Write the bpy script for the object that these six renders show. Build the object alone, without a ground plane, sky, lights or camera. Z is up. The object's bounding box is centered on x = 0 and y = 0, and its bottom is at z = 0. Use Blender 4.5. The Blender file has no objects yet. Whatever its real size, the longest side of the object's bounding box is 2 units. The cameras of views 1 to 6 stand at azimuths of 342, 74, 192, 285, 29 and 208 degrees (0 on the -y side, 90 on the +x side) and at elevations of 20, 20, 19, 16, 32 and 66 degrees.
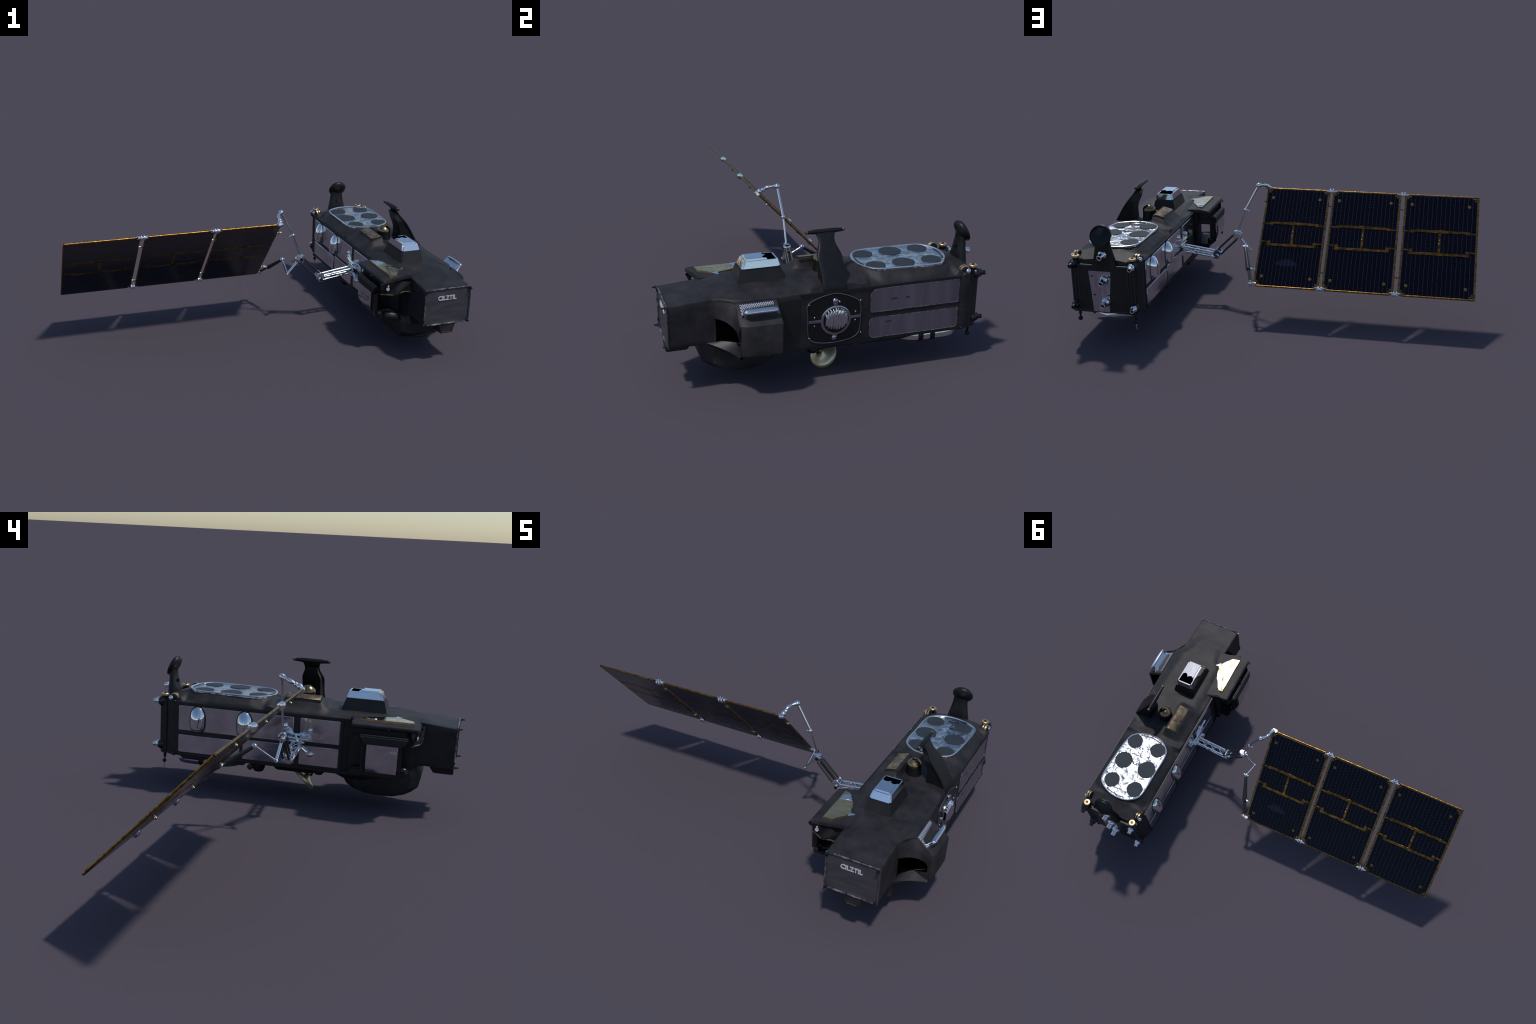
import bpy, bmesh, math, random
from mathutils import Vector, Matrix, noise
random.seed(7)
R = math.radians

# ------------------------------------------------------------------ materials
def new_mat(name):
    m = bpy.data.materials.new(name); m.use_nodes = True
    nt = m.node_tree
    return m, nt, nt.nodes['Principled BSDF']

def coords(nt, scale=(1, 1, 1)):
    tc = nt.nodes.new('ShaderNodeTexCoord'); mp = nt.nodes.new('ShaderNodeMapping')
    mp.inputs['Scale'].default_value = scale
    nt.links.new(tc.outputs['Object'], mp.inputs['Vector'])
    return mp.outputs['Vector']

def mat(name, base, metallic=0.0, rough=0.5, vary=0.0, vscale=12, bump=0.0, bscale=60,
        bdist=0.004, stretch=(1, 1, 1), base2=None, spec=0.5, detail=4):
    m, nt, b = new_mat(name)
    b.inputs['Base Color'].default_value = (*base, 1)
    b.inputs['Metallic'].default_value = metallic
    b.inputs['Roughness'].default_value = rough
    b.inputs['Specular IOR Level'].default_value = spec
    if vary or base2:
        v = coords(nt, stretch)
        n = nt.nodes.new('ShaderNodeTexNoise'); n.inputs['Scale'].default_value = vscale
        n.inputs['Detail'].default_value = detail; n.inputs['Roughness'].default_value = 0.6
        r = nt.nodes.new('ShaderNodeValToRGB')
        r.color_ramp.elements[0].position = 0.35; r.color_ramp.elements[1].position = 0.68
        lo = base2 if base2 else tuple(c * (1 - vary) for c in base)
        hi = base if base2 else tuple(min(1, c * (1 + vary)) for c in base)
        r.color_ramp.elements[0].color = (*lo, 1); r.color_ramp.elements[1].color = (*hi, 1)
        nt.links.new(v, n.inputs['Vector']); nt.links.new(n.outputs['Fac'], r.inputs['Fac'])
        nt.links.new(r.outputs['Color'], b.inputs['Base Color'])
    if bump:
        v = coords(nt, stretch)
        n = nt.nodes.new('ShaderNodeTexNoise'); n.inputs['Scale'].default_value = bscale
        n.inputs['Detail'].default_value = 5
        bp = nt.nodes.new('ShaderNodeBump'); bp.inputs['Strength'].default_value = bump
        bp.inputs['Distance'].default_value = bdist
        nt.links.new(v, n.inputs['Vector']); nt.links.new(n.outputs['Fac'], bp.inputs['Height'])
        nt.links.new(bp.outputs['Normal'], b.inputs['Normal'])
    return m

M = {}
M['blanket'] = mat('black_blanket', (.0186, .0165, .0192), 0, .6, spec=.4, vary=.5, vscale=13, detail=8, bump=.38, bscale=17, bdist=.008)  # base tinted violet to offset the yellow cast of the sun
M['blanket_dark'] = mat('dark_blanket', (.009, .0086, .0097), 0, .48, vary=.3, vscale=14, bump=.25, bscale=30)
M['front_sheet'] = mat('grey_front_sheet', (.052, .048, .058), 0, .36, vary=.14, vscale=8, bump=.35, bscale=9, bdist=.01, stretch=(1.2, 1, 3))
M['tape'] = mat('silver_black_tape', (.34, .32, .35), .7, .4, base2=(.03, .03, .033), vscale=60)
M['letter'] = mat('pale_lettering', (.68, .68, .74), .3, .35)
M['mirror'] = mat('mirror_panel', (.76, .755, .80), 1, .13, vary=.16, vscale=9, bump=.13, bscale=18, bdist=.005, detail=6)
M['mirror_crumpled'] = mat('crumpled_mirror', (.72, .715, .76), 1, .1, vary=.16, vscale=9, bump=.32, bscale=16, bdist=.007, detail=5)
M['satin'] = mat('satin_radiator', (.46, .465, .53), 1, .2, vary=.22, vscale=4, stretch=(.2, 4, .3), bump=.03, bscale=20)
M['chrome'] = mat('chrome', (.86, .88, .9), 1, .07)
M['hood_chrome'] = mat('hood_chrome', (.84, .87, .9), 1, .045, bump=.14, bscale=18, bdist=.004)
M['chrome_crumple'] = mat('crumpled_chrome', (.86, .88, .9), 1, .1, bump=.18, bscale=25, bdist=.004)
M['foil_silver'] = mat('crinkled_silver_foil', (.70, .69, .70), 1, .17, vary=.3, vscale=34, bump=1.0, bscale=26, bdist=.015)
M['window'] = mat('slate_window', (.021, .029, .038), 0, .75, vary=.12, vscale=20, spec=.5)  # blue of the reflected sky mixed into the base colour
M['gold_foil'] = mat('gold_foil', (.95, .68, .34), 1, .13, base2=(.76, .5, .24), vscale=22, bump=.34, bscale=20, stretch=(.6, 2.5, 1))
M['brass'] = mat('brass', (.42, .31, .16), 1, .26, base2=(.2, .15, .08), vscale=18)
M['brass_worn'] = mat('worn_brass', (.34, .24, .13), .6, .42, base2=(.07, .055, .045), vscale=38, bump=.1, bscale=60)
M['nut'] = mat('brass_nut', (.72, .5, .26), .85, .4)
M['gold_edge'] = mat('gold_tape_edge', (.42, .22, .042), 1, .32, base2=(.10, .055, .014), vscale=55, bump=.35, bscale=90, bdist=.003)
M['kapton'] = mat('amber_trace', (.36, .165, .032), .85, .26, base2=(.07, .033, .009), vscale=42, bump=.5, bscale=70, bdist=.003)  # bright and dark noise in the colour paints broken glints along the traces
M['disc'] = mat('amber_disc', (.16, .09, .025), .6, .4)
M['dark_metal'] = mat('dark_metal', (.05, .052, .06), .9, .3, vary=.3, vscale=30)
M['black'] = mat('black_gloss', (.006, .006, .007), 0, .35)
M['black_paint'] = mat('black_paint', (.0065, .0065, .0078), 0, .42, spec=.35, vary=.3, vscale=25, bump=.1, bscale=70, bdist=.002)
M['strut'] = mat('charcoal_strut', (.03, .03, .031), .2, .4)
M['rear_grey'] = mat('grey_rear_strip', (.56, .545, .60), 1, .3, vary=.2, vscale=16, stretch=(4, 1, 1), bump=.06, bscale=30)
M['label_grey'] = mat('label_grey', (.2, .2, .23), 1, .3)
M['outline'] = mat('outline_grey', (.2, .2, .225), .8, .4)
M['rim_silver'] = mat('rim_silver', (.86, .85, .87), 1, .3)
M['void'] = mat('void_black', (.002, .002, .0022), 0, .9, spec=0)
M['latch'] = mat('dull_bronze', (.3, .26, .19), 1, .4)
M['curtain'] = mat('pleated_curtain', (.032, .029, .033), 0, .5, vary=.3, vscale=20)  # colour lightened so the pleats show in the shadow under the roof
M['grid'] = mat('steel_mesh', (.62, .63, .7), .8, .35)
M['dish_gold'] = mat('pale_gold_dish', (.76, .67, .46), .75, .4, vary=.1, vscale=30)
M['panel_back'] = mat('dark_panel_back', (.008, .0075, .011), 0, .2, vary=.3, vscale=12, bump=.3, bscale=16, bdist=.006, stretch=(1, 2, 1), spec=.6)

def cell_mat():
    m, nt, b = new_mat('navy_solar_cell')
    v = coords(nt, (1, 1, 1))
    n = nt.nodes.new('ShaderNodeTexNoise'); n.inputs['Scale'].default_value = 40
    r = nt.nodes.new('ShaderNodeValToRGB')
    r.color_ramp.elements[0].color = (.0016, .0019, .006, 1); r.color_ramp.elements[1].color = (.0028, .0033, .0105, 1)
    nt.links.new(v, n.inputs['Vector']); nt.links.new(n.outputs['Fac'], r.inputs['Fac'])
    # faint pale scallop in the cell colour of the innermost panel
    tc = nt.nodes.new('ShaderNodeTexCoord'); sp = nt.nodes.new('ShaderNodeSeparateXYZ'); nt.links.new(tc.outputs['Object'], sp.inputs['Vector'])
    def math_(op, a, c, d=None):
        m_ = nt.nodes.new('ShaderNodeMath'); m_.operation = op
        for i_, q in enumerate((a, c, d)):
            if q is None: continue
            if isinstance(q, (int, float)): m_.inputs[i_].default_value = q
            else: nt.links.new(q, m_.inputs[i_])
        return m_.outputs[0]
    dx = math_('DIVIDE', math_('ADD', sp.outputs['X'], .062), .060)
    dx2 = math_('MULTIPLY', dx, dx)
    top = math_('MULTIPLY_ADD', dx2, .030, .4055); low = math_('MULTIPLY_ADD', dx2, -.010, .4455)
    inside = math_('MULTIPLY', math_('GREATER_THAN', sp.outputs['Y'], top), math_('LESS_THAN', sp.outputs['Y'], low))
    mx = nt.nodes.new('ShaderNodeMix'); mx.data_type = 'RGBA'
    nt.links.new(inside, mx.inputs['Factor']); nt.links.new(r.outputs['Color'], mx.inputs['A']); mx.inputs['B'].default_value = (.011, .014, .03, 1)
    nt.links.new(mx.outputs['Result'], b.inputs['Base Color'])
    b.inputs['Roughness'].default_value = .16
    b.inputs['Specular IOR Level'].default_value = .16
    return m
M['cell'] = cell_mat()

def substrate_mat():
    """dark board between the cell strips, with a pale solder dot at each cell corner"""
    m, nt, b = new_mat('dotted_board')
    tc = nt.nodes.new('ShaderNodeTexCoord'); sp = nt.nodes.new('ShaderNodeSeparateXYZ')
    nt.links.new(tc.outputs['Object'], sp.inputs['Vector'])
    mul = nt.nodes.new('ShaderNodeMath'); mul.operation = 'MULTIPLY'; mul.inputs[1].default_value = 1 / .0094
    fr = nt.nodes.new('ShaderNodeMath'); fr.operation = 'FRACT'
    lt = nt.nodes.new('ShaderNodeMath'); lt.operation = 'LESS_THAN'; lt.inputs[1].default_value = .42
    nt.links.new(sp.outputs['Y'], mul.inputs[0]); nt.links.new(mul.outputs[0], fr.inputs[0]); nt.links.new(fr.outputs[0], lt.inputs[0])
    mix = nt.nodes.new('ShaderNodeMix'); mix.data_type = 'RGBA'
    mix.inputs['A'].default_value = (.002, .002, .006, 1); mix.inputs['B'].default_value = (.15, .15, .165, 1)
    nt.links.new(lt.outputs[0], mix.inputs['Factor']); nt.links.new(mix.outputs['Result'], b.inputs['Base Color'])
    b.inputs['Roughness'].default_value = .4; b.inputs['Specular IOR Level'].default_value = .15
    return m
M['board'] = substrate_mat()

# ------------------------------------------------------------------ scene helpers
ROOT = bpy.data.objects.new('satellite', None)
bpy.context.scene.collection.objects.link(ROOT)
ROOT.empty_display_size = .2
ROOT['label'] = 'black foil-wrapped satellite with one dark three-panel solar wing'
ROOT['category'] = 'satellite'

def link(ob, parent=None):
    bpy.context.scene.collection.objects.link(ob)
    ob.parent = parent or ROOT
    return ob

def make(name, bm, material, parent=None, smooth=True, angle=38, stuff=False):
    me = bpy.data.meshes.new(name)
    bmesh.ops.recalc_face_normals(bm, faces=bm.faces)
    bm.to_mesh(me); bm.free()
    for x in (material if isinstance(material, (list, tuple)) else [material]):
        me.materials.append(M[x])
    if smooth:
        me.shade_smooth(); me.set_sharp_from_angle(angle=R(angle))
    ob = link(bpy.data.objects.new(name, me), parent)
    if stuff: ob['kind'] = 'stuff'
    return ob

def copy(ob, matrix=None, parent=None):
    c = ob.copy()
    bpy.context.scene.collection.objects.link(c)
    if parent: c.parent = parent
    if matrix is not None: c.matrix_local = matrix
    return c

def bevel_all(bm, w, seg=2, edges=None):
    if w > 0:
        bmesh.ops.bevel(bm, geom=edges if edges else list(bm.edges), offset=w, segments=seg, affect='EDGES', clamp_overlap=True)

def box(bm, lo, hi, bev=0.0, seg=2, mi=0):
    t = bmesh.new()
    bmesh.ops.create_cube(t, size=1)
    for v in t.verts:
        v.co = Vector([(lo[i] + hi[i]) / 2 + v.co[i] * (hi[i] - lo[i]) for i in range(3)])
    bevel_all(t, bev, seg)
    merge(bm, t, mi)

def merge(bm, t, mi=0, matrix=None):
    vm = {}
    for v in t.verts:
        vm[v] = bm.verts.new(matrix @ v.co if matrix else v.co)
    for f in t.faces:
        try:
            nf = bm.faces.new([vm[v] for v in f.verts]); nf.material_index = mi or f.material_index
        except ValueError: pass
    t.free()

def loft(bm, rings, cap=True, mi=0, closed=True):
    rv = [[bm.verts.new(p) for p in r] for r in rings]
    n = len(rv[0])
    for a, b in zip(rv, rv[1:]):
        for i in range(n if closed else n - 1):
            f = bm.faces.new((a[i], a[(i + 1) % n], b[(i + 1) % n], b[i])); f.material_index = mi
    if cap:
        for r in (rv[0], rv[-1]):
            f = bm.faces.new(r); f.material_index = mi
    return rv

def frame(d, up=None):
    d = Vector(d).normalized()
    up = Vector(up) if up else (Vector((0, 0, 1)) if abs(d.z) < .95 else Vector((0, 1, 0)))
    x = up.cross(d).normalized(); y = d.cross(x)
    return x, y, d

def rod(bm, a, b, r0, r1=None, n=12, mi=0):
    a = Vector(a); b = Vector(b); r1 = r0 if r1 is None else r1
    x, y, d = frame(b - a)
    rings = [[p + r * (math.cos(2 * math.pi * i / n) * x + math.sin(2 * math.pi * i / n) * y) for i in range(n)]
             for p, r in ((a, r0), (b, r1))]
    loft(bm, rings, mi=mi)

def lathe(bm, base, axis, prof, n=24, mi=0, cap=True):
    """prof: (distance along axis, radius)"""
    base = Vector(base); x, y, d = frame(axis)
    rings = [[base + d * t + max(r, 1e-4) * (math.cos(2 * math.pi * i / n) * x + math.sin(2 * math.pi * i / n) * y)
              for i in range(n)] for t, r in prof]
    loft(bm, rings, mi=mi, cap=cap)

def ball(bm, c, r, mi=0, scale=(1, 1, 1), u=16, v=10):
    t = bmesh.new(); bmesh.ops.create_uvsphere(t, u_segments=u, v_segments=v, radius=r)
    for w in t.verts: w.co = Vector(c) + Vector([w.co[i] * scale[i] for i in range(3)])
    merge(bm, t, mi)

def path(bm, pts, r, n=10, mi=0):
    """round tube through points; r number or list"""
    pts = [Vector(p) for p in pts]
    rr = r if isinstance(r, (list, tuple)) else [r] * len(pts)
    rings = []; x = None
    for i, p in enumerate(pts):
        d = (pts[min(i + 1, len(pts) - 1)] - pts[max(i - 1, 0)]).normalized()
        if x is None: x = frame(d)[0]
        x = (x - d * x.dot(d)).normalized(); y = d.cross(x)
        rings.append([p + rr[i] * (math.cos(2 * math.pi * k / n) * x + math.sin(2 * math.pi * k / n) * y) for k in range(n)])
    loft(bm, rings, mi=mi)

def catmull(pts, k=6, closed=False):
    pts = [Vector(p) for p in pts]; out = []; n = len(pts)
    rng = range(n) if closed else range(n - 1)
    g = (lambda i: pts[i % n]) if closed else (lambda i: pts[max(0, min(n - 1, i))])
    for i in rng:
        p0, p1, p2, p3 = g(i - 1), g(i), g(i + 1), g(i + 2)
        for j in range(k):
            t = j / k
            out.append(.5 * ((2 * p1) + (p2 - p0) * t + (2 * p0 - 5 * p1 + 4 * p2 - p3) * t * t + (3 * p1 - p0 - 3 * p2 + p3) * t ** 3))
    if not closed: out.append(pts[-1])
    return out

def prism(bm, poly, vec, mi=0, bev=0, seg=2):
    """extrude a 3D polygon by a vector"""
    t = bmesh.new(); vec = Vector(vec)
    loft(t, [[Vector(p) for p in poly], [Vector(p) + vec for p in poly]])
    bmesh.ops.recalc_face_normals(t, faces=t.faces)
    bevel_all(t, bev, seg)
    merge(bm, t, mi)

def lerp(a, b, t): return a + (b - a) * t
def smooth(a, b, x):
    t = max(0, min(1, (x - a) / (b - a))); return t * t * (3 - 2 * t)
def interp(tab, x):
    if x <= tab[0][0]: return tab[0][1]
    for (x0, y0), (x1, y1) in zip(tab, tab[1:]):
        if x <= x1: return lerp(y0, y1, (x - x0) / (x1 - x0))
    return tab[-1][1]

# ------------------------------------------------------------------ bus: one blanket-wrapped hull
PLATE = [(.845, .222), (.815, .176), (.752, .150), (.675, .152), (.618, .190), (.600, .240),
         (.602, .350), (.604, .468), (.622, .520), (.680, .556), (.760, .556), (.832, .524),
         (.860, .478), (.858, .350)]
PLATE_C = catmull([(x, y, 0) for x, y in PLATE], 5, True)

def plate_dist(x, y):
    """distance outside of the radiator outline (0 inside)"""
    inside = False; best = 9
    n = len(PLATE)
    for i in range(n):
        x0, y0 = PLATE[i]; x1, y1 = PLATE[(i + 1) % n]
        if (y0 > y) != (y1 > y) and x < (x1 - x0) * (y - y0) / (y1 - y0) + x0: inside = not inside
        dx, dy = x1 - x0, y1 - y0
        t = max(0, min(1, ((x - x0) * dx + (y - y0) * dy) / (dx * dx + dy * dy)))
        best = min(best, math.hypot(x - x0 - t * dx, y - y0 - t * dy))
    return 0 if inside else best

XL = [(-.694, .6195), (-.52, .6195), (-.46, .600), (-.42, .570), (-.39, .556), (.598, .554), (.632, .570), (.642, .573)]
XR = [(-.694, .8605), (-.51, .8610), (-.47, .869), (-.445, .884), (-.425, .898), (-.40, .902), (.598, .903), (.632, .888), (.642, .885)]
ZB = [(-.694, .2185), (-.56, .2170), (-.50, .200), (-.44, .160), (-.40, .152), (.642, .152)]
ZS = [(-.694, .4020), (-.62, .4075), (-.55, .4130), (-.48, .4148), (-.38, .4105), (.55, .411), (.61, .4075), (.642, .401)]     # shoulder height at the sides

def deck(x, y):
    xl, xr = interp(XL, y), interp(XR, y)
    zs = interp(ZS, y)
    e = min(x - xl, xr - x)
    crown = lerp(.002, .019, smooth(-.62, -.40, y)) * (1 - smooth(.53, .63, y))
    z = zs + crown * smooth(0, .07, e)
    if y > .05:
        d = plate_dist(x, y)
        k = lerp(.80, .34, smooth(0, .03, max(.175 - y, y - .535)))
        z = max(z, .4515 - d * k) if d < .11 else z
    # root of the antenna post
    z += .016 * smooth(.10, .0, abs(y) - .03) * smooth(.80, .90, x)*0.4
    # soft rise that carries the brass fittings
    z += .010 * math.exp(-((x - .69) / .075) ** 2 - ((y) / .11) ** 2)
    # sloping shoulder under the brass plate
    zw = interp([(.556, .411), (.590, .430), (.615, .4565), (.640, .4655), (.676, .474), (.690, .440), (.705, .428)], x)
    k = (1 - smooth(.078, .125, abs(y)))
    z = max(z, lerp(z, zw, k))
    w = noise.noise(Vector((x * 9, y * 7, 1.3))) * .0022 + noise.noise(Vector((x * 26, y * 20, 4.1))) * .0009
    return z + w * smooth(0, .03, e)

def hull():
    bm = bmesh.new(); rings = []
    ys = [-.686 + 1.328 * i / 166 for i in range(167)]
    for y in ys:
        xl, xr, zb, zs = interp(XL, y), interp(XR, y), interp(ZB, y), interp(ZS, y)
        r = .007; pts = []
        def wob(x, z): return noise.noise(Vector((x * 8, y * 8, z * 9))) * .0012
        nb = 14
        for i in range(nb + 1):
            x = lerp(xl + r, xr - r, i / nb); pts.append((x, y, zb))
        pts.append((xr - r * .3, y, zb + r * .3))
        for i in range(9):
            z = lerp(zb + r, zs - r, i / 8); pts.append((xr + wob(xr, z), y, z))
        pts.append((xr - r * .3, y, zs - r * .3))
        n = 44
        for i in range(n + 1):
            x = lerp(xr - r, xl + r, i / n); pts.append((x, y, deck(x, y)))
        pts.append((xl + r * .3, y, zs - r * .3))
        for i in range(9):
            z = lerp(zs - r, zb + r, i / 8); pts.append((xl + wob(xl, z), y, z))
        pts.append((xl + r * .3, y, zb + r * .3))
        rings.append(pts)
    loft(bm, rings)
    return make('hull', bm, 'blanket', angle=50)
HULL = hull()
def carve(ob, poly, vec, lining='void'):
    """cut a duct (3D outline swept along vec) out of a solid"""
    c = bmesh.new(); prism(c, poly, vec)
    cutter = make('cutter', c, lining)
    md = ob.modifiers.new('cut', 'BOOLEAN'); md.object = cutter; md.operation = 'DIFFERENCE'; md.solver = 'EXACT'; md.material_mode = 'TRANSFER'
    bpy.context.view_layer.update()
    me = bpy.data.meshes.new_from_object(ob.evaluated_get(bpy.context.evaluated_depsgraph_get()))
    ob.modifiers.clear(); old = ob.data; me.name = ob.name; ob.data = me
    bpy.data.objects.remove(cutter); bpy.data.meshes.remove(old)
    me.shade_smooth(); me.set_sharp_from_angle(angle=R(40))
ARCH = [(.8635, .226), (.9720, .246), (.9720, .2740), (.9665, .285), (.958, .299), (.940, .318), (.915, .329), (.890, .333), (.8635, .334)]
ARCH3 = [(x, -.60, z) for x, z in ARCH]
carve(HULL, ARCH3, (0, .220, 0))

# corner posts at the tail and dark edge rails along the flanks
bm = bmesh.new()
for x in (.556, .900):
    s = -1 if x < .7 else 1
    rod(bm, (x - s * .003, .574, .160), (x - s * .003, .574, .404), .0055, n=10); rod(bm, (x - s * .014, .634, .164), (x - s * .014, .634, .400), .006, n=10)
    ball(bm, (x - s * .004, .590, .159), .0105); ball(bm, (x - s * .006, .592, .405), .0115)
make('corner_post', bm, 'blanket_dark')
bm = bmesh.new()
box(bm, (.5495, -.235, .3965), (.556, .572, .4085), .002)
box(bm, (.5495, -.235, .158), (.556, .572, .170), .002)
box(bm, (.9005, -.15, .3965), (.9065, .575, .4065), .002)
box(bm, (.9005, .10, .158), (.9065, .575, .168), .002)
make('edge_rail', bm, 'blanket_dark')

# ------------------------------------------------------------------ mirror flank (-x): recessed dark bay with six mirror tiles
bm = bmesh.new()
box(bm, (.5515, -.205, .168), (.5545, .572, .398), .0008)
make('flank_frame', bm, 'blanket_dark')
tiles = [(.5655, .020, .278, .3935), (.008 - .018, -.190, .287, .3935), (.5650, .268, .1735, .2555),
         (.253, .0175, .1735, .265), (-.0115, -.190, .1805, .268)]
for y1, y0, z0, z1 in tiles:
    bm = bmesh.new(); box(bm, (.5485, y0, z0), (.5530, y1, z1), .0022, 3)
    make('mirror_tile', bm, 'mirror')
# two chrome half-capsule domes on the upper tile
DOME = [(.3945, .002, .004), (.389, .012, .016), (.378, .021, .0255), (.364, .029, .0315), (.350, .0345, .0345), (.338, .0368, .035), (.320, .0375, .0348), (.302, .0370, .0335), (.290, .0330, .030), (.280, .021, .022), (.2755, .004, .009)]
def dome(bm, cy):
    """chrome hood: pointed at the top, bluff below; rows of (z, reach, half width)"""
    rings = []
    for z, xd, w in [tuple(v) for v in catmull(DOME, 3)]:
        rings.append([(.5505 - max(xd, .001) * max(0.0, math.sin(math.pi * k / 20)) ** .8, cy + max(w, .002) * math.cos(math.pi * k / 20), z) for k in range(21)])
    loft(bm, rings, cap=False, closed=False)
for cy in (.472, .248):
    bm = bmesh.new(); dome(bm, cy)
    DO = make('chrome_dome', bm, 'chrome', angle=70)
    bm = bmesh.new()
    side = [(max(w, .002) * 1.09 + .0012, .336 + (z - .336) * 1.06) for z, xd, w in DOME]
    prism(bm, [(.5470, cy + w, z) for w, z in side] + [(.5470, cy - w, z) for w, z in reversed(side)], (.002, 0, 0))
    make('dome_dark_outline', bm, 'strut', DO)

# ------------------------------------------------------------------ radiator flank (+x)
def corner_rect(y0, y1, z0, z1, r, cut=None):
    """closed outline in the y,z plane, r = radius or per corner (y0z0,y1z0,y1z1,y0z1)"""
    rs = r if isinstance(r, (list, tuple)) else [r] * 4
    cs = [(y0, z0, 180), (y1, z0, 270), (y1, z1, 0), (y0, z1, 90)]
    out = []
    for (y, z, a), q in zip(cs, rs):
        sy = 1 if y == y0 else -1; sz = 1 if z == z0 else -1
        for k in range(5):
            t = R(a + 90 * k / 4)
            out.append((y + sy * q + q * math.cos(t), z + sz * q + q * math.sin(t)))
    return out
for (y0, y1, z0, z1, rs) in ((.1575, .566, .289, .3945, (.012, .008, .012, .034)), (.155, .566, .171, .2625, (.022, .014, .010, .018))):
    bm = bmesh.new()
    poly = corner_rect(y0, y1, z0, z1, rs)
    prism(bm, [(.9015, y, z) for y, z in poly], (.0035, 0, 0), bev=.0012, seg=1)
    make('radiator_panel', bm, 'satin')
    bm = bmesh.new()
    pts = [(.9050, y, z) for y, z in poly]; pts.append(pts[0]); pts.append(pts[1])
    path(bm, pts, .0016, 6)
    make('radiator_rim', bm, 'tape')
bm = bmesh.new()
box(bm, (.9045, .25, .3365), (.9057, .276, .3465), .0004); box(bm, (.9045, .315, .336), (.9057, .336, .344), .0004)
box(bm, (.9045, .228, .234), (.9057, .255, .243), .0004)
make('radiator_label', bm, 'label_grey')
# rear stitched strip on this flank
bm = bmesh.new()
for i in range(22):
    z = .178 + .0098 * i
    box(bm, (.8985, .577, z), (.9035, .588, z + .005), .0012, 1)
make('stitch_row', bm, 'strut', stuff=True)

# round sensor face with octagonal black plate
OCT = [(-.116, .363), (-.035, .3935), (.024, .392), (.098, .358), (.114, .321), (.113, .275), (.105, .205),
       (.047, .179), (-.047, .177), (-.110, .201), (-.119, .273), (-.119, .306)]
bm = bmesh.new()
prism(bm, [(.9005, y, z) for y, z in OCT], (.004, 0, 0), bev=.0008, seg=1)
make('sensor_plate', bm, 'black')
bm = bmesh.new()
oc = catmull([(.9048, y, z) for y, z in OCT], 4, True); oc += oc[:2]
path(bm, oc, .0019, 6)
make('sensor_outline', bm, 'outline')
bm = bmesh.new()
lathe(bm, (.904, .003, .277), (1, 0, 0), [(0, .066), (.004, .066), (.006, .063), (.006, .056), (0, .056)], 40)
box(bm, (.9045, -.116, .2735), (.9075, -.058, .2865), .001); box(bm, (.9045, .062, .2765), (.9075, .113, .2885), .001)
box(bm, (.9045, -.008, .335), (.909, .010, .352), .002); box(bm, (.9045, -.012, .200), (.909, .010, .220), .002)
ball(bm, (.906, .000, .362), .014, scale=(.6, 1, 1)); ball(bm, (.906, -.003, .198), .012, scale=(.6, 1, 1))
ball(bm, (.906, .018, .358), .006)
for y in (-.090, .090):
    for z in (.300, .262): ball(bm, (.905, y, z + (.004 if y > 0 else -.002)), .0045, u=10, v=6)
for y, z in ((.112, .352), (.116, .205), (-.114, .357), (-.112, .206)): ball(bm, (.905, y, z), .0045, u=10, v=6)
make('sensor_ring', bm, 'satin')
bm = bmesh.new()
for i in range(9):      # upright chrome louvre tubes forming a bulging drum
    y = -.0436 + .0109 * i + random.uniform(-.001, .001)
    h = math.sqrt(max(.0001, .056 ** 2 - y * y)) * random.uniform(.92, 1.0)
    d = .004 + .014 * math.sqrt(max(0, 1 - (y / .056) ** 2)) + random.uniform(-.002, .002)
    top, bot = .281 + h * .92, .279 - h * .8
    path(bm, [(.906, y + .003, bot), (.906 + d * .7, y + .003, bot + .008), (.906 + d, y + .003, .265), (.906 + d, y + .003, top - .022), (.908 + d * .7, y + .003, top - .006), (.906, y + .003, top)],
         [.0035, .0052, .0060, .0060, .0052, .0035], 10)
make('louvre_drum', bm, 'chrome_crumple')
bm = bmesh.new()
lathe(bm, (.9065, -.050, .2795), (1, 0, 0), [(0, .0065), (.003, .0065), (.003, 0)], 14)
lathe(bm, (.9035, .003, .277), (1, 0, 0), [(0, .056), (.0035, .056), (.0035, 0)], 32)
make('sensor_hole', bm, 'black')
# bluish access door forward of the sensor
bm = bmesh.new()
box(bm, (.9005, -.235, .19), (.9035, -.150, .385), .001)
box(bm, (.9035, -.225, .20), (.9050, -.185, .31), .001)
make('access_door', bm, 'blanket_dark')

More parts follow.
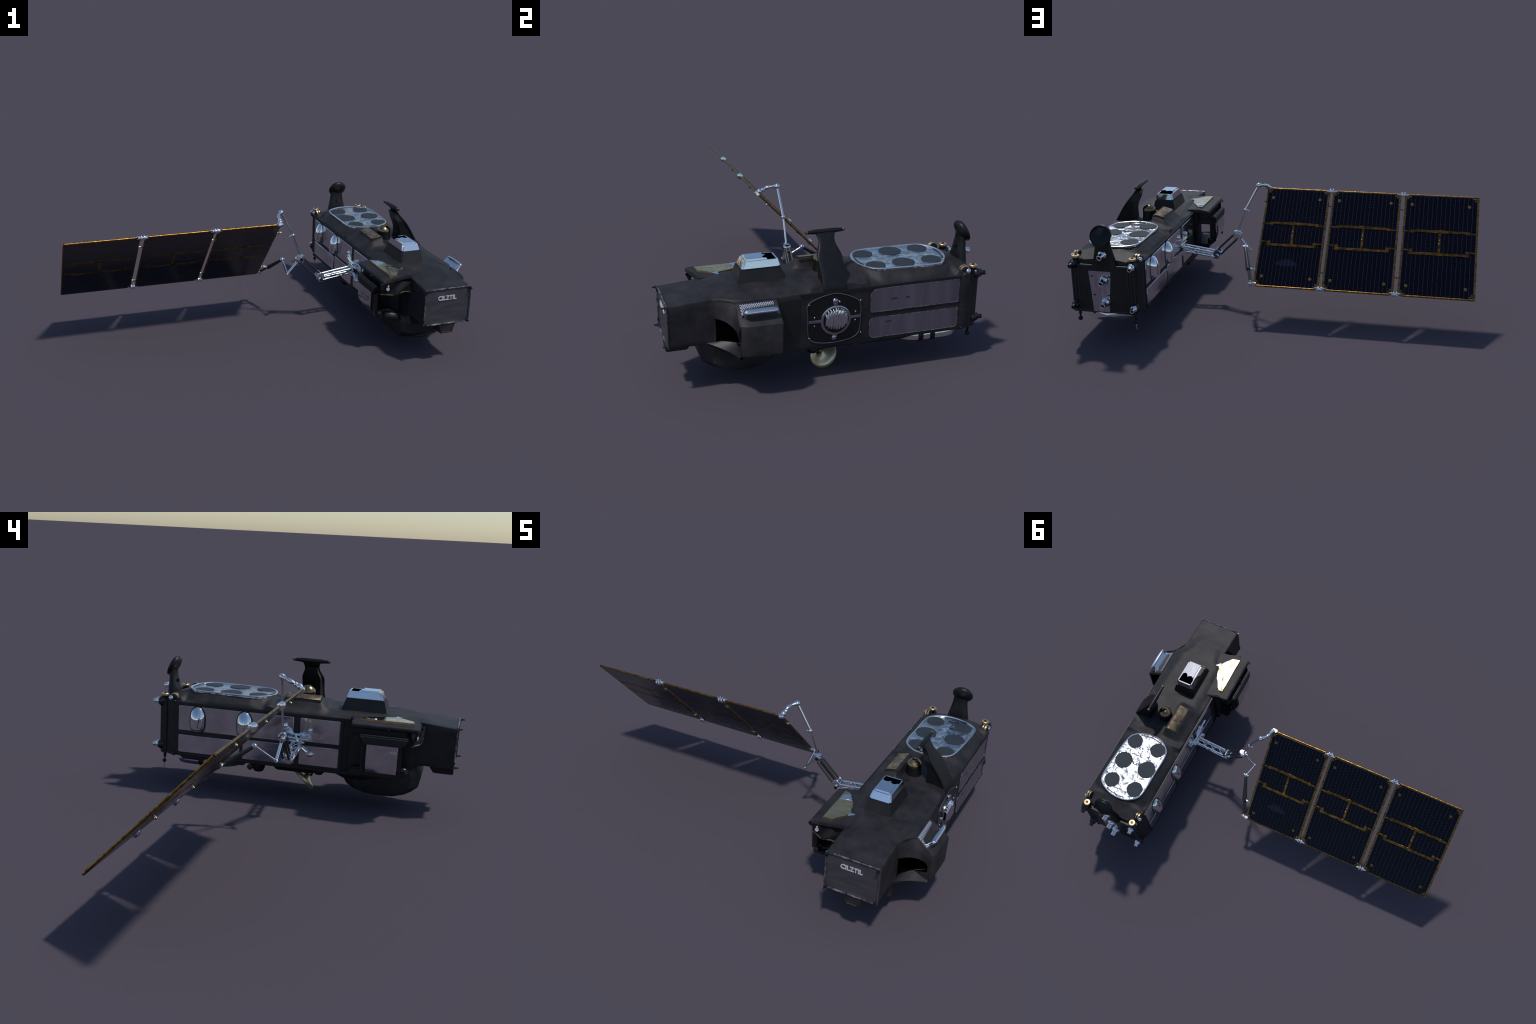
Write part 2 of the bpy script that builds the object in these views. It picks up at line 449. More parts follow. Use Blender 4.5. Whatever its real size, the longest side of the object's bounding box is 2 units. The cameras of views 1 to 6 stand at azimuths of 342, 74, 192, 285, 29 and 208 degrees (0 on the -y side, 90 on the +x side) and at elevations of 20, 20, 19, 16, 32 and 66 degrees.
# ------------------------------------------------------------------ top radiator plate
bm = bmesh.new()
prism(bm, [(p.x, p.y, .446) for p in PLATE_C], (0, 0, .011), bev=.0015, seg=1)
PL = make('radiator_plate', bm, 'foil_silver')
bm = bmesh.new()
ring = [(p.x + (.73 - p.x) * .012, p.y + (.35 - p.y) * .012, .4572) for p in PLATE_C]; ring += ring[:2]
path(bm, ring, .0037, 8)
make('plate_rim', bm, 'rim_silver', PL)
bm = bmesh.new()
for pts in ([(.655, .174), (.70, .164), (.75, .163), (.79, .172)], [(.68, .543), (.73, .545), (.78, .538), (.80, .53)]):
    q = catmull([(x, y, .4572) for x, y in pts], 4)
    path(bm, q, [.0006] + [.0028] * (len(q) - 2) + [.0006], 6)
make('plate_slit', bm, 'black', PL)
for x, y, r in ((.799, .219, .0425), (.657, .217, .0425), (.800, .347, .0490), (.655, .347, .0500), (.800, .477, .0430), (.657, .477, .0440)):
    bm = bmesh.new()
    rings = []
    for rr, z in ((r, .4565), (r, .4586), (r * .985, .4592)):
        rings.append([(x + rr * (1 + .02 * math.sin(3 * a + x * 40)) * math.cos(a), y + rr * (1 + .02 * math.cos(4 * a)) * math.sin(a), z)
                      for a in [2 * math.pi * k / 40 for k in range(40)]])
    loft(bm, rings)
    make('round_window', bm, 'window', PL, angle=20)

# ------------------------------------------------------------------ chrome hood
def frustum(bm, b, t, mi=0, bev=0, seg=2):
    tm = bmesh.new()
    loft(tm, [[(b[0], b[2], b[4]), (b[1], b[2], b[4]), (b[1], b[3], b[4]), (b[0], b[3], b[4])],
              [(t[0], t[2], t[4]), (t[1], t[2], t[4]), (t[1], t[3], t[4]), (t[0], t[3], t[4])]])
    bmesh.ops.recalc_face_normals(tm, faces=tm.faces)
    bevel_all(tm, bev, seg)
    merge(bm, tm, mi)
bm = bmesh.new()
frustum(bm, (.642, .773, -.380, -.170, .418), (.655, .757, -.361, -.190, .483), bev=.004)
HB = make('hood_base', bm, 'blanket_dark')
bm = bmesh.new()
frustum(bm, (.6545, .7585, -.362, -.189, .479), (.666, .7475, -.339, -.201, .521), bev=.007, seg=4)
HC = make('hood_cover', bm, 'hood_chrome', HB)
bm = bmesh.new()     # black twin-lobed aperture on the aft half of the hood
pts = [(.669, -.206), (.744, -.206), (.744, -.240), (.737, -.255), (.726, -.262), (.714, -.255), (.707, -.242), (.700, -.250), (.688, -.254), (.674, -.248), (.668, -.235)]
for ob in (HB, HC): carve(ob, [(x, y, .440) for x, y in pts], (0, 0, .12), 'void')
prism(bm, [(.664, -.266, .4375), (.748, -.266, .4375), (.748, -.203, .4375), (.664, -.203, .4375)], (0, 0, .003))
make('hood_shaft', bm, 'void', HB)

# ------------------------------------------------------------------ brass dome and sloping brass plate on the deck
bm = bmesh.new()
lathe(bm, (.7255, -.001, .435), (0, 0, 1), [(0, .038), (.012, .0355), (.044, .0345)], 32)
DB = make('dome_base', bm, 'black_paint')
bm = bmesh.new()
lathe(bm, (.7255, -.001, .478), (0, 0, 1), [(0, .0347), (.003, .0353), (.012, .0340), (.020, .0290), (.027, .0220), (.031, .0165), (.0325, .0130), (.030, .0112), (.022, .0105)], 32, cap=True)
make('brass_dome', bm, 'brass', DB)
bm = bmesh.new()
lathe(bm, (.7255, -.001, .4985), (0, 0, 1), [(0, .0104), (.002, .0104)], 16)
make('dome_hole', bm, 'black', DB)
bm = bmesh.new()
prism(bm, [(.612, -.084, .445), (.614, -.084, .4620), (.672, -.084, .4780), (.682, -.084, .474), (.683, -.084, .440)], (0, .168, 0), bev=.003, seg=2)
SB = make('wedge_mount', bm, 'blanket')
bm = bmesh.new()
prism(bm, [(.619, -.079, .4655), (.669, -.079, .4783), (.669, -.079, .4803), (.619, -.079, .4675)], (0, .158, 0), bev=.0008, seg=1)
make('brass_plate', bm, 'brass_worn', SB)

# ------------------------------------------------------------------ leaning antenna post with a cross tube
bm = bmesh.new()
POST = [   # z, outer x, half width
    (.395, .905, .0525), (.425, .902, .0525), (.450, .889, .0505), (.480, .871, .0505), (.510, .851, .0525), (.535, .833, .0530),
    (.555, .817, .046), (.575, .801, .037), (.592, .789, .035), (.604, .780, .038), (.617, .772, .043)]
pz = catmull(POST, 3)
rings = []
for k, (z, xo, w) in enumerate(pz):
    th = lerp(.013, .0095, smooth(.42, .58, z)); ring = []
    for m in range(28):
        a = 2 * math.pi * m / 28
        cx = (1 if math.cos(a) > 0 else -1) * abs(math.cos(a)) ** .4; sy = (1 if math.sin(a) > 0 else -1) * abs(math.sin(a)) ** .6
        ring.append((xo - th * (1 - cx) * .58, sy * w, z - th * .5 * (cx - 1) * -.55))
    rings.append(ring)
loft(bm, rings)
WEB = [(.400, .800), (.450, .802), (.480, .803), (.510, .796), (.540, .781), (.565, .770), (.590, .762)]
wz = catmull([(z, x, 0) for z, x in WEB], 3)
def outer(z): return interp([(p.x, p.y) for p in pz], z) - .012
loft(bm, [[(p.y, yc - t, p.x), (outer(p.x), yc - t * 1.1, p.x), (outer(p.x), yc + t * 1.1, p.x), (p.y, yc + t, p.x)] for p in wz for yc, t in ((.001, .043 * lerp(1, .68, smooth(.53, .58, p.x))),)])
AP = make('antenna_post', bm, 'black_paint', angle=60)
bm = bmesh.new()
lathe(bm, (.7625, -.088, .620), (0, 1, 0), [(0, .003), (.004, .0065), (.012, .0075), (.028, .0085), (.045, .0105), (.131, .0105), (.148, .0085), (.164, .0075), (.172, .0065), (.176, .003)], 16)
make('antenna_tube', bm, 'black_paint', AP)
bm = bmesh.new()
for y in (-.081, .079): lathe(bm, (.7625, y - .004, .620), (0, 1, 0), [(0, .0072), (.001, .0082), (.007, .0084), (.008, .0076)], 14)
make('tube_end', bm, 'brass_worn', AP)

# ------------------------------------------------------------------ paddle antenna at the tail
bm = bmesh.new()
PW = [(.392, .068, .648, .028), (.405, .058, .649, .026), (.425, .053, .650, .024), (.448, .048, .652, .021), (.475, .042, .654, .0175), (.50, .038, .656, .0145), (.525, .035, .656, .0125), (.545, .033, .653, .011)]
rings = []
for z, w, y, th in [tuple(v) + (0,) for v in []] or PW:
    rings.append([(.719 + w * (1 if math.cos(a) > 0 else -1) * abs(math.cos(a)) ** .7, y + th * (1 if math.sin(a) > 0 else -1) * abs(math.sin(a)) ** .7, z) for a in [2 * math.pi * k / 28 for k in range(28)]])
loft(bm, rings)
PP = make('paddle_stem', bm, 'black_paint', angle=60)
bm = bmesh.new()
fn = Vector((0, .93, .38)).normalized(); fc = Vector((.7255, .6655, .5445)); fu = Vector((1, 0, 0)).cross(fn) * -1
if fu.z < 0: fu = -fu
rings = []
for dist, r in ((.003, .047), (.000, .0515), (.004, .0530), (.010, .0515), (.017, .0455), (.024, .035), (.0285, .022), (.031, .009), (.0315, .001)):
    c = fc - fn * dist + fu * (dist * .58)
    rings.append([c + r * (math.cos(a) * Vector((1, 0, 0)) + math.sin(a) * fu * .97) for a in [2 * math.pi * k / 36 for k in range(36)]])
loft(bm, rings[1:])
make('paddle_disc', bm, 'black_paint', PP, angle=60)
bm = bmesh.new()
rings = []
for dist, r in ((.001, .0505), (-.003, .0500), (-.0035, .0475), (.001, .0455), (.008, .040), (.0145, .030), (.019, .018), (.021, .006), (.0212, .001)):
    c = fc - fn * dist + fu * (max(dist, 0) * .45)
    rings.append([c + r * (math.cos(a) * Vector((1, 0, 0)) + math.sin(a) * fu * .97) for a in [2 * math.pi * k / 36 for k in range(36)]])
loft(bm, rings)
make('paddle_face', bm, 'black_paint', PP)
bm = bmesh.new()
lathe(bm, (.720, .632, .478), (0, -1, .15), [(-.004, .0085), (.0035, .0085), (.0035, .002)], 16)
make('paddle_slot', bm, 'black', PP)

# ------------------------------------------------------------------ tail face, thrusters, fittings
bm = bmesh.new()
prism(bm, [(.568, .606, .154), (.890, .606, .154), (.888, .606, .398), (.570, .606, .398)], (0, .054, 0), bev=.004)
TF = make('tail_plate', bm, 'blanket_dark')
bm = bmesh.new()
for x in (.574, .590, .605, .852, .867, .883): rod(bm, (x, .660, .178), (x, .660, .386), .004, n=8)
rod(bm, (.585, .658, .393), (.872, .658, .393), .0055); rod(bm, (.60, .656, .162), (.86, .656, .162), .005)
make('tail_rib', bm, 'strut')
bm = bmesh.new()
prism(bm, [(.705, .659, .160), (.786, .659, .162), (.800, .659, .368), (.690, .659, .368)], (0, .003, 0), bev=.0008, seg=1)
make('tail_strip', bm, 'rear_grey')
bm = bmesh.new()
for x, z in ((.785, .342), (.697, .342), (.776, .248), (.704, .248)): rod(bm, (x - .006, .662, z), (x + .006, .662, z), .003, n=8)
make('strip_clip', bm, 'black')

def nozzle(c, tip, base_y, chrome=True, r=.0235, name='thruster'):
    """flanged hexagonal base and flared tip along +y"""
    tip = Vector(tip); b = Vector(c)
    d = tip - b; L = d.length
    bm = bmesh.new()
    lathe(bm, b, d, [(0, r), (L * .30, r), (L * .42, r * .84), (L * .5, r * .70)], 9)
    lathe(bm, b + d * .35, d, [(0, r * .80), (L * .10, r * .68), (L * .3, r * .60), (L * .50, r * .57), (L * .60, r * .59), (L * .65, r * .55), (L * .655, r * .40), (L * .60, r * .28)], 20)
    ob = make(name, bm, 'chrome' if chrome else 'dark_metal')
    bm = bmesh.new()
    lathe(bm, b + d * (.985), d, [(-.004, r * .33), (.0005, r * .33)], 14)
    make('nozzle_mouth', bm, 'black', ob)
for x, z in ((.726, .318), (.724, .206)): nozzle((x + .0 - .004, .656, z + .010), (x, .701, z), .65)
nozzle((.719, .660, .454), (.7245, .700, .446), .65)
for s, x in ((-1, .579), (1, .874)):
    for z in (.397, .190):
        bm = bmesh.new()
        ball(bm, (x + s * .0, .658, z + .002), .0235, scale=(1, .9, 1)); box(bm, (x - .016, .63, z - .018), (x + .016, .652, z + .016), .004)
        make('thruster_pod', bm, 'dark_metal' if s > 0 or z < .3 else 'dark_metal')
        nozzle((x - s * .001, .668, z + .003), (x, .700, z), .66, s < 0 and True, .0185, 'pod_thruster')
    # brass nut, banded cap and chrome bead on the deck corner
    bm = bmesh.new()
    lathe(bm, (.723 + s * .141, .646, .414), (0, 0, 1), [(0, .015), (.012, .015)], 16)
    make('nut_seat', bm, 'black_paint')
    bm = bmesh.new()
    lathe(bm, (.723 + s * .141, .646, .426), (0, 0, 1), [(0, .0165), (.002, .0185), (.009, .0185), (.011, .0165), (.0115, .008), (.006, .0075)], 10)
    nut = make('brass_nut', bm, 'nut')
    bm = bmesh.new(); rod(bm, (.723 + s * .141, .646, .430), (.723 + s * .141, .646, .4415), .0045)
    make('nut_stud', bm, 'black', nut)
    bm = bmesh.new()
    lathe(bm, (.726 + s * .134, .596, .4255), (s, 0, -.12), [(0, .014), (.003, .0190), (.018, .0195), (.030, .018), (.036, .011)], 22)
    cap = make('sensor_cap', bm, 'black_paint')
    bm = bmesh.new()
    for t in (.008, .019): lathe(bm, (.726 + s * (.134 + t), .596, .4255 - .12 * t), (s, 0, -.12), [(0, .0190), (.001, .0201), (.005 + .003 * (t > .01), .0201), (.006 + .003 * (t > .01), .0190)], 22)
    make('cap_band', bm, 'nut', cap)
    bm = bmesh.new(); ball(bm, (.726 + s * .167, .596 + .012, .421), .0125)
    make('cap_bead', bm, 'chrome', cap)
    # hanging feelers under the tail
    x = .584 if s < 0 else .867
    bm = bmesh.new()
    lathe(bm, (x, .643, .170), (0, 0, -1), [(0, .014), (.012, .010), (.024, .006), (.030, .0085), (.036, .005), (.045, .004)], 14)
    ball(bm, (x, .645, .113), .0095 if s < 0 else .0115)
    pin = make('tail_feeler', bm, 'black_paint')
    if s < 0:
        bm = bmesh.new(); rod(bm, (x, .645, .106), (x - .002, .645, .076), .0034, n=10)
        make('feeler_pin', bm, 'chrome', pin)

# ------------------------------------------------------------------ front box: sheet, tape, bolts, lettering
bm = bmesh.new()
rows = []
for j in range(25):
    z = lerp(.2235, .3985, j / 24)
    rows.append([(lerp(.6245, .8560, i / 30), -.6885 + .0012 * noise.noise(Vector((i * .12, j * .35, 2))) , z) for i in range(31)])
loft(bm, rows, cap=False, closed=False)
ext = bmesh.ops.extrude_face_region(bm, geom=list(bm.faces))
for v in [g for g in ext['geom'] if isinstance(g, bmesh.types.BMVert)]: v.co.y = -.6855
make('front_sheet', bm, 'front_sheet')
bm = bmesh.new()
def taped(a, b):
    n = 26; a = Vector(a); b = Vector(b)
    pts = [a.lerp(b, i / n) + Vector((random.uniform(-.0008, .0008), random.uniform(-.0006, .0006), random.uniform(-.0008, .0008))) for i in range(n + 1)]
    path(bm, pts, [.0042 + random.uniform(-.0009, .0009) for _ in pts], 8)
taped((.6205, -.691, .402), (.8595, -.691, .402)); taped((.6205, -.691, .220), (.8595, -.691, .220))
make('edge_tape', bm, 'tape')
bm = bmesh.new(); taped((.6205, -.691, .221), (.6205, -.691, .401))
make('edge_tape_side', bm, 'tape')
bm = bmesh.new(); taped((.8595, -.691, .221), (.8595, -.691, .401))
make('edge_tape_shaded', bm, 'front_sheet')  # same tape, coloured with the darker sheet material to show its shaded side
for x, z in ((.626, .398), (.853, .397), (.627, .225), (.851, .226)):
    bm = bmesh.new()
    rod(bm, (x, -.690, z), (x, -.7125, z), .0036, n=10); lathe(bm, (x, -.696, z), (0, -1, 0), [(0, .008), (.003, .0075), (.005, .004)], 12)
    make('corner_bolt', bm, 'dark_metal')
cu = bpy.data.curves.new('lettering', 'FONT'); cu.body = 'CILZTIL'; cu.size = .0315; cu.extrude = .0014; cu.offset = .0009; cu.space_character = .92
tmp = bpy.data.objects.new('t', cu); bpy.context.scene.collection.objects.link(tmp)
bpy.context.view_layer.update()
me = bpy.data.meshes.new_from_object(tmp.evaluated_get(bpy.context.evaluated_depsgraph_get())); bpy.data.objects.remove(tmp)
me.name = 'lettering'
xs = [v.co.x for v in me.vertices]; w = max(xs) - min(xs)
for v in me.vertices: v.co = Vector((.6870 + (v.co.x - min(xs)) * .099 / w, -.6905 - v.co.z, .3435 + v.co.y * .98))
me.materials.clear(); me.materials.append(M['letter'])
link(bpy.data.objects.new('lettering', me))
bm = bmesh.new()
frustum(bm, (.716, .780, -.690, -.602, .166), (.700, .796, -.690, -.565, .222), bev=.003)
make('chin_box', bm, 'blanket')
bm = bmesh.new(); box(bm, (.728, -.692, .1705), (.768, -.690, .1775), .0006)
make('chin_label', bm, 'tape')

# ------------------------------------------------------------------ right-hand instrument box (+x) with open arch, mesh and handle
bm = bmesh.new()
def boxring(y, xo, xt):
    return [(.880, y, .194), (xo - .012, y, .194), (xo - .002, y, .203), (xo, y, .333), (xo - .004, y, .3395), (xt, y, .3990), (.880, y, .4085)]
t = bmesh.new()
loft(t, [[(x, y + (.003 if x > .93 else 0), z) for x, y, z in boxring(-.426, .982, .905)], boxring(-.392, .996, .906), boxring(-.250, .999, .907)])
bmesh.ops.recalc_face_normals(t, faces=t.faces); bevel_all(t, .004, 2); merge(bm, t)
RB = make('instrument_box', bm, 'blanket')
carve(RB, ARCH3, (0, .220, 0))
carve(RB, [(.893, -.325, .207), (.986, -.325, .207), (.986, -.325, .332), (.905, -.325, .382), (.893, -.325, .384)], (0, .12, 0))
bm = bmesh.new()       # gusset roof and curved lip joining box to front hull
t = bmesh.new()      # curved hood of the intake, from nose flank to box corner
T = [(.857, -.528, .403), (.866, -.494, .4045), (.884, -.460, .404), (.905, -.4285, .400), (.946, -.4270, .368), (.981, -.4255, .336)]
Q = [(.860, -.512, .333), (.874, -.496, .3335), (.900, -.472, .332), (.932, -.448, .321), (.962, -.431, .299), (.9785, -.4260, .264)]
mid = [tuple(Vector(a).lerp(Vector(b), .5) + Vector((.004, -.003, .003))) for a, b in zip(T, Q)]
loft(t, [catmull(T, 4), catmull(mid, 4), catmull(Q, 4), catmull([(x - .002, y + .012, z + .002) for x, y, z in Q], 4)], cap=False, closed=False)
merge(bm, t)
make('box_gusset', bm, 'blanket', RB, angle=60)
bm = bmesh.new(); t = bmesh.new()      # sloping lip under the intake
L0 = [(.857, -.555, .232), (.868, -.512, .2165), (.905, -.466, .2035), (.945, -.440, .1985), (.980, -.4280, .198)]
L1 = [(.853, -.545, .218), (.866, -.500, .200), (.902, -.455, .188), (.942, -.430, .187), (.976, -.420, .190)]
L2 = [(.850, -.505, .200), (.866, -.465, .183), (.905, -.425, .178), (.940, -.405, .182), (.968, -.395, .190)]
L3 = [(.857, -.485, .228), (.880, -.452, .2300), (.915, -.422, .2370), (.945, -.407, .2430), (.974, -.395, .2480)]
loft(t, [catmull(L3, 4), catmull(L0, 4), catmull(L1, 4), catmull(L2, 4)], cap=False, closed=False)
merge(bm, t)
make('intake_lip', bm, 'blanket_dark', RB, angle=60)
sl = Vector((.0735, 0, -.0600)).normalized(); on = Vector((.0600, 0, .0735)).normalized()
def onslope(t, y, h): return Vector((.905, y, .3985)) + sl * t + on * h
bm = bmesh.new()     # diagonal wire mesh
for k in range(-4, 19):
    for sgn in (1, -1):
        p = []
        for t in (0.000, .046):
            y = -.415 + k * .0095 + sgn * t * .72 + (0 if sgn > 0 else .03)
            p.append((t, y))
        (t0, y0), (t1, y1) = p
        lo, hi = -.408, -.268
        if y0 > hi and y1 > hi or y0 < lo and y1 < lo: continue
        def clip(t0, y0, t1, y1):
            for lim, s in ((lo, 1), (hi, -1)):
                if s * (y0 - lim) < 0: t0, y0 = t0 + (t1 - t0) * (lim - y0) / (y1 - y0), lim
                if s * (y1 - lim) < 0: t1, y1 = t0 + (t1 - t0) * (lim - y0) / (y1 - y0), lim
            return t0, y0, t1, y1
        t0, y0, t1, y1 = clip(t0, y0, t1, y1)
        if abs(t1 - t0) < .004: continue
        rod(bm, onslope(t0 + .003, y0, .0015), onslope(t1 + .003, y1, .0015), .0018, n=6)
make('mesh_grille', bm, 'grid', RB, stuff=True)
bm = bmesh.new()
rings = []           # wide flattened bar with round ends on two flared feet
for k in range(25):
    q = -1 + 2 * k / 24; f = max(.05, (1 - abs(q) ** 9) ** .5)
    c = onslope(.0595, -.335 + .0715 * q, .0405 + .0018 * (1 - q * q))
    rings.append([c + sl * (.0115 * f * math.cos(a)) + on * (.0080 * f * math.sin(a)) for a in [2 * math.pi * m / 20 for m in range(20)]])
loft(bm, rings)
for y in (-.395, -.278):
    rings = []
    for h, rx, ry in ((.000, .0135, .0175), (.004, .0130, .0170), (.013, .0085, .0115), (.028, .0080, .0100), (.037, .0085, .0105)):
        c = onslope(.0595, y, h)
        rings.append([c + sl * (rx * math.cos(a)) + Vector((0, ry * math.sin(a), 0)) for a in [2 * math.pi * k / 20 for k in range(20)]])
    loft(bm, rings)
GH = make('grab_handle', bm, 'chrome', RB, angle=60)
bm = bmesh.new()     # crinkled block between the bar and the mesh
rows = []
for k in range(15):
    y = lerp(-.392, -.281, k / 14); w = .0022 * math.sin(k * 2.4)
    rows.append([onslope(.049, y, .000), onslope(.050 + w, y, .012), onslope(.0535, y, .024 + w), onslope(.057, y, .034), onslope(.063, y, .034), onslope(.0655 + w, y, .014), onslope(.0655, y, .000)])
loft(bm, rows)
make('handle_block', bm, 'chrome_crumple', GH)

# ------------------------------------------------------------------ left-hand scanner (-x)
bm = bmesh.new()
ROOF = [(.4760, -.540), (.4735, -.530), (.4735, -.258), (.478, -.250), (.500, -.246), (.528, -.248), (.556, -.235), (.60, -.230), (.63, -.235), (.64, -.52), (.585, -.528), (.545, -.543), (.50, -.541)]
tops = {True: .418}
t = bmesh.new()
def roofz(x): return interp([(.473, .411), (.505, .418), (.56, .4225), (.64, .420)], x)
loft(t, [[(x, y, roofz(x) - (.020 if x < .52 else .02)) for x, y in ROOF], [(x, y, roofz(x)) for x, y in ROOF]])
bmesh.ops.recalc_face_normals(t, faces=t.faces); bevel_all(t, .004, 2); merge(bm, t)
lathe(bm, (.4775, -.541, .4015), (0, 1, 0), [(0, .006), (.003, .0105), (.012, .0115), (.278, .0115), (.287, .0105), (.291, .006)], 14)
SC = make('scanner_roof', bm, 'blanket')
bm = bmesh.new()       # gold foil blanket lying on the roof
FOIL = [(.5135, -.514), (.557, -.507), (.590, -.462), (.612, -.431), (.598, -.405), (.596, -.385), (.580, -.345), (.558, -.318), (.552, -.300), (.535, -.283), (.5135, -.281)]
fb = []
for k in range(len(FOIL)):
    a = FOIL[k]; b = FOIL[(k + 1) % len(FOIL)]
    for j in range(4): fb.append((lerp(a[0], b[0], j / 4), lerp(a[1], b[1], j / 4)))
cx, cy = .552, -.400
rings = []
for s in (1.0, .985, .8, .6, .4, .2, .02):
    rings.append([(cx + (x - cx) * s, cy + (y - cy) * s, .4235 + (.0030 if s < .99 else -.006) + .0014 * noise.noise(Vector((x * s * 45 + 3, y * s * 28, 5)))) for x, y in fb])
loft(bm, rings)
make('foil_blanket', bm, 'gold_foil', SC)
bm = bmesh.new(); prism(bm, [(.520, -.352, .424), (.572, -.338, .424), (.566, -.327, .424), (.556, -.312, .424), (.551, -.298, .424), (.518, -.318, .424)], (0, 0, .0046), bev=.0008, seg=1)
make('silver_patch', bm, 'chrome_crumple', SC)
bm = bmesh.new(); prism(bm, [(.600, -.426, .422), (.632, -.424, .422), (.612, -.444, .422), (.603, -.452, .422)], (0, 0, .0050), bev=.0006, seg=1)
make('silver_corner', bm, 'chrome', SC)
bm = bmesh.new()
for y in (-.411, -.536): lathe(bm, (.4660, y, .394), (-1, .0, -.3), [(0, .006), (.004, .006), (.006, .003)], 10)
make('roof_bolt', bm, 'dark_metal', SC)
# housing under the roof: upper wall, outer shelf, side frames around a through duct, floor
bm = bmesh.new()
box(bm, (.486, -.488, .352), (.64, -.268, .404), .003)                 # upper block
prism(bm, [(.487, -.500, .366), (.449, -.500, .372), (.443, -.500, .366), (.441, -.500, .338), (.4415, -.500, .325), (.470, -.480, .318), (.500, -.485, .33)], (0, .208, 0), bev=.004, seg=2)
SH = make('scanner_shelf', bm, 'blanket_dark', SC)
for v in SH.data.vertices:      # shelf narrows towards its lower lip
    if v.co.z < .35 and v.co.x < .485: v.co.y = -.396 + (v.co.y + .396) * lerp(.70, 1, smooth(.322, .352, v.co.z))
bm = bmesh.new()
box(bm, (.532, -.300, .165), (.600, -.236, .40), .004)                 # aft frame beside the duct
box(bm, (.468, -.300, .331), (.56, -.262, .362), .003)
box(bm, (.458, -.316, .205), (.480, -.300, .345), .004)
box(bm, (.476, -.472, .184), (.63, -.255, .2150), .008)               # floor
box(bm, (.60, -.52, .20), (.63, -.26, .36), .003)
make('scanner_frame', bm, 'blanket_dark', SC)
bm = bmesh.new()      # scalloped front curtain with an amber hem
cols = 33; top = []; 
LIP = [(.462, .333), (.475, .331), (.49, .331), (.515, .333), (.545, .343), (.57, .350), (.595, .346), (.622, .336)]
cur = []
for j in range(8):
    row = []
    for i in range(cols):
        x = lerp(.466, .622, i / (cols - 1)); zb = interp(LIP, x); yb = lerp(-.512, -.549, smooth(.47, .54, x))
        z = lerp(.402, zb, j / 7)
        row.append((x + (j / 7) * .006, yb + .0055 * math.sin(34 * (x * 2.2 - z * 2.6) + 1) , z))
    cur.append(row)
loft(bm, cur, cap=False, closed=False)
bmesh.ops.solidify(bm, geom=list(bm.faces), thickness=.004)
make('scanner_curtain', bm, 'curtain', SC, angle=60)
bm = bmesh.new()
path(bm, [(x + .006, lerp(-.512, -.549, smooth(.47, .54, x)) - .002, z + .001) for x, z in LIP], .0028, 8)
make('curtain_hem', bm, 'brass_worn', SC)
bm = bmesh.new()
lathe(bm, (.4985, -.530, .365), (.1, -1, 0), [(0, .0095), (.004, .0095), (.006, .0085), (.006, .004), (.003, .0035)], 6)
lathe(bm, (.500, -.532, .381), (0, -1, 0), [(0, .0045), (.004, .0045)], 8)
make('scanner_knob', bm, 'letter', SC)
bm = bmesh.new()      # mirror shutter bulging outwards
prof = [(.4395, .331), (.438, .310), (.4365, .285), (.4375, .265), (.443, .245), (.454, .220), (.462, .205)]
pr = catmull([(x, 0, z) for x, z in prof], 4)
rings = []
for p in pr:
    rings.append([(p.x, -.460 if p.z > .22 else -.458, p.z), (p.x, -.326, p.z), (p.x + .010, -.326, p.z), (p.x + .010, -.460, p.z)])
loft(bm, rings)
make('mirror_shutter', bm, 'mirror_crumpled', SC, angle=50)
bm = bmesh.new()
rod(bm, (.482, -.468, .2215), (.481, -.318, .2245), .011)
lathe(bm, (.4815, -.466, .2215), (0, -1, 0), [(0, .0125), (.010, .0150), (.022, .0155), (.030, .012), (.033, .004)], 18)
lathe(bm, (.4805, -.322, .2245), (0, 1, 0), [(0, .0125), (.008, .0150), (.018, .0150), (.024, .010), (.026, .004)], 18)
make('shutter_roller', bm, 'dark_metal', SC)
bm = bmesh.new()
zs = [.318, .302, .286, .270, .254, .240]
for i in range(5):      # cross-laced edge springs
    for y in (-.468, -.320):
        rod(bm, (.460, y, zs[i]), (.476, y, zs[i + 1]), .0024, n=6); rod(bm, (.476, y, zs[i]), (.460, y, zs[i + 1]), .0024, n=6)
make('edge_lacing', bm, 'dark_metal', SC)
bm = bmesh.new()
lathe(bm, (.520, -.466, .206), (.9, -.25, -.22), [(0, .015), (.004, .018), (.065, .020), (.072, .017), (.073, .010), (.070, .008)], 20)
make('sight_tube', bm, 'strut', SC)
bm = bmesh.new(); box(bm, (.450, -.474, .212), (.478, -.464, .325), .003); box(bm, (.450, -.326, .212), (.478, -.318, .325), .003)
make('shutter_cheek', bm, 'blanket_dark', SC)

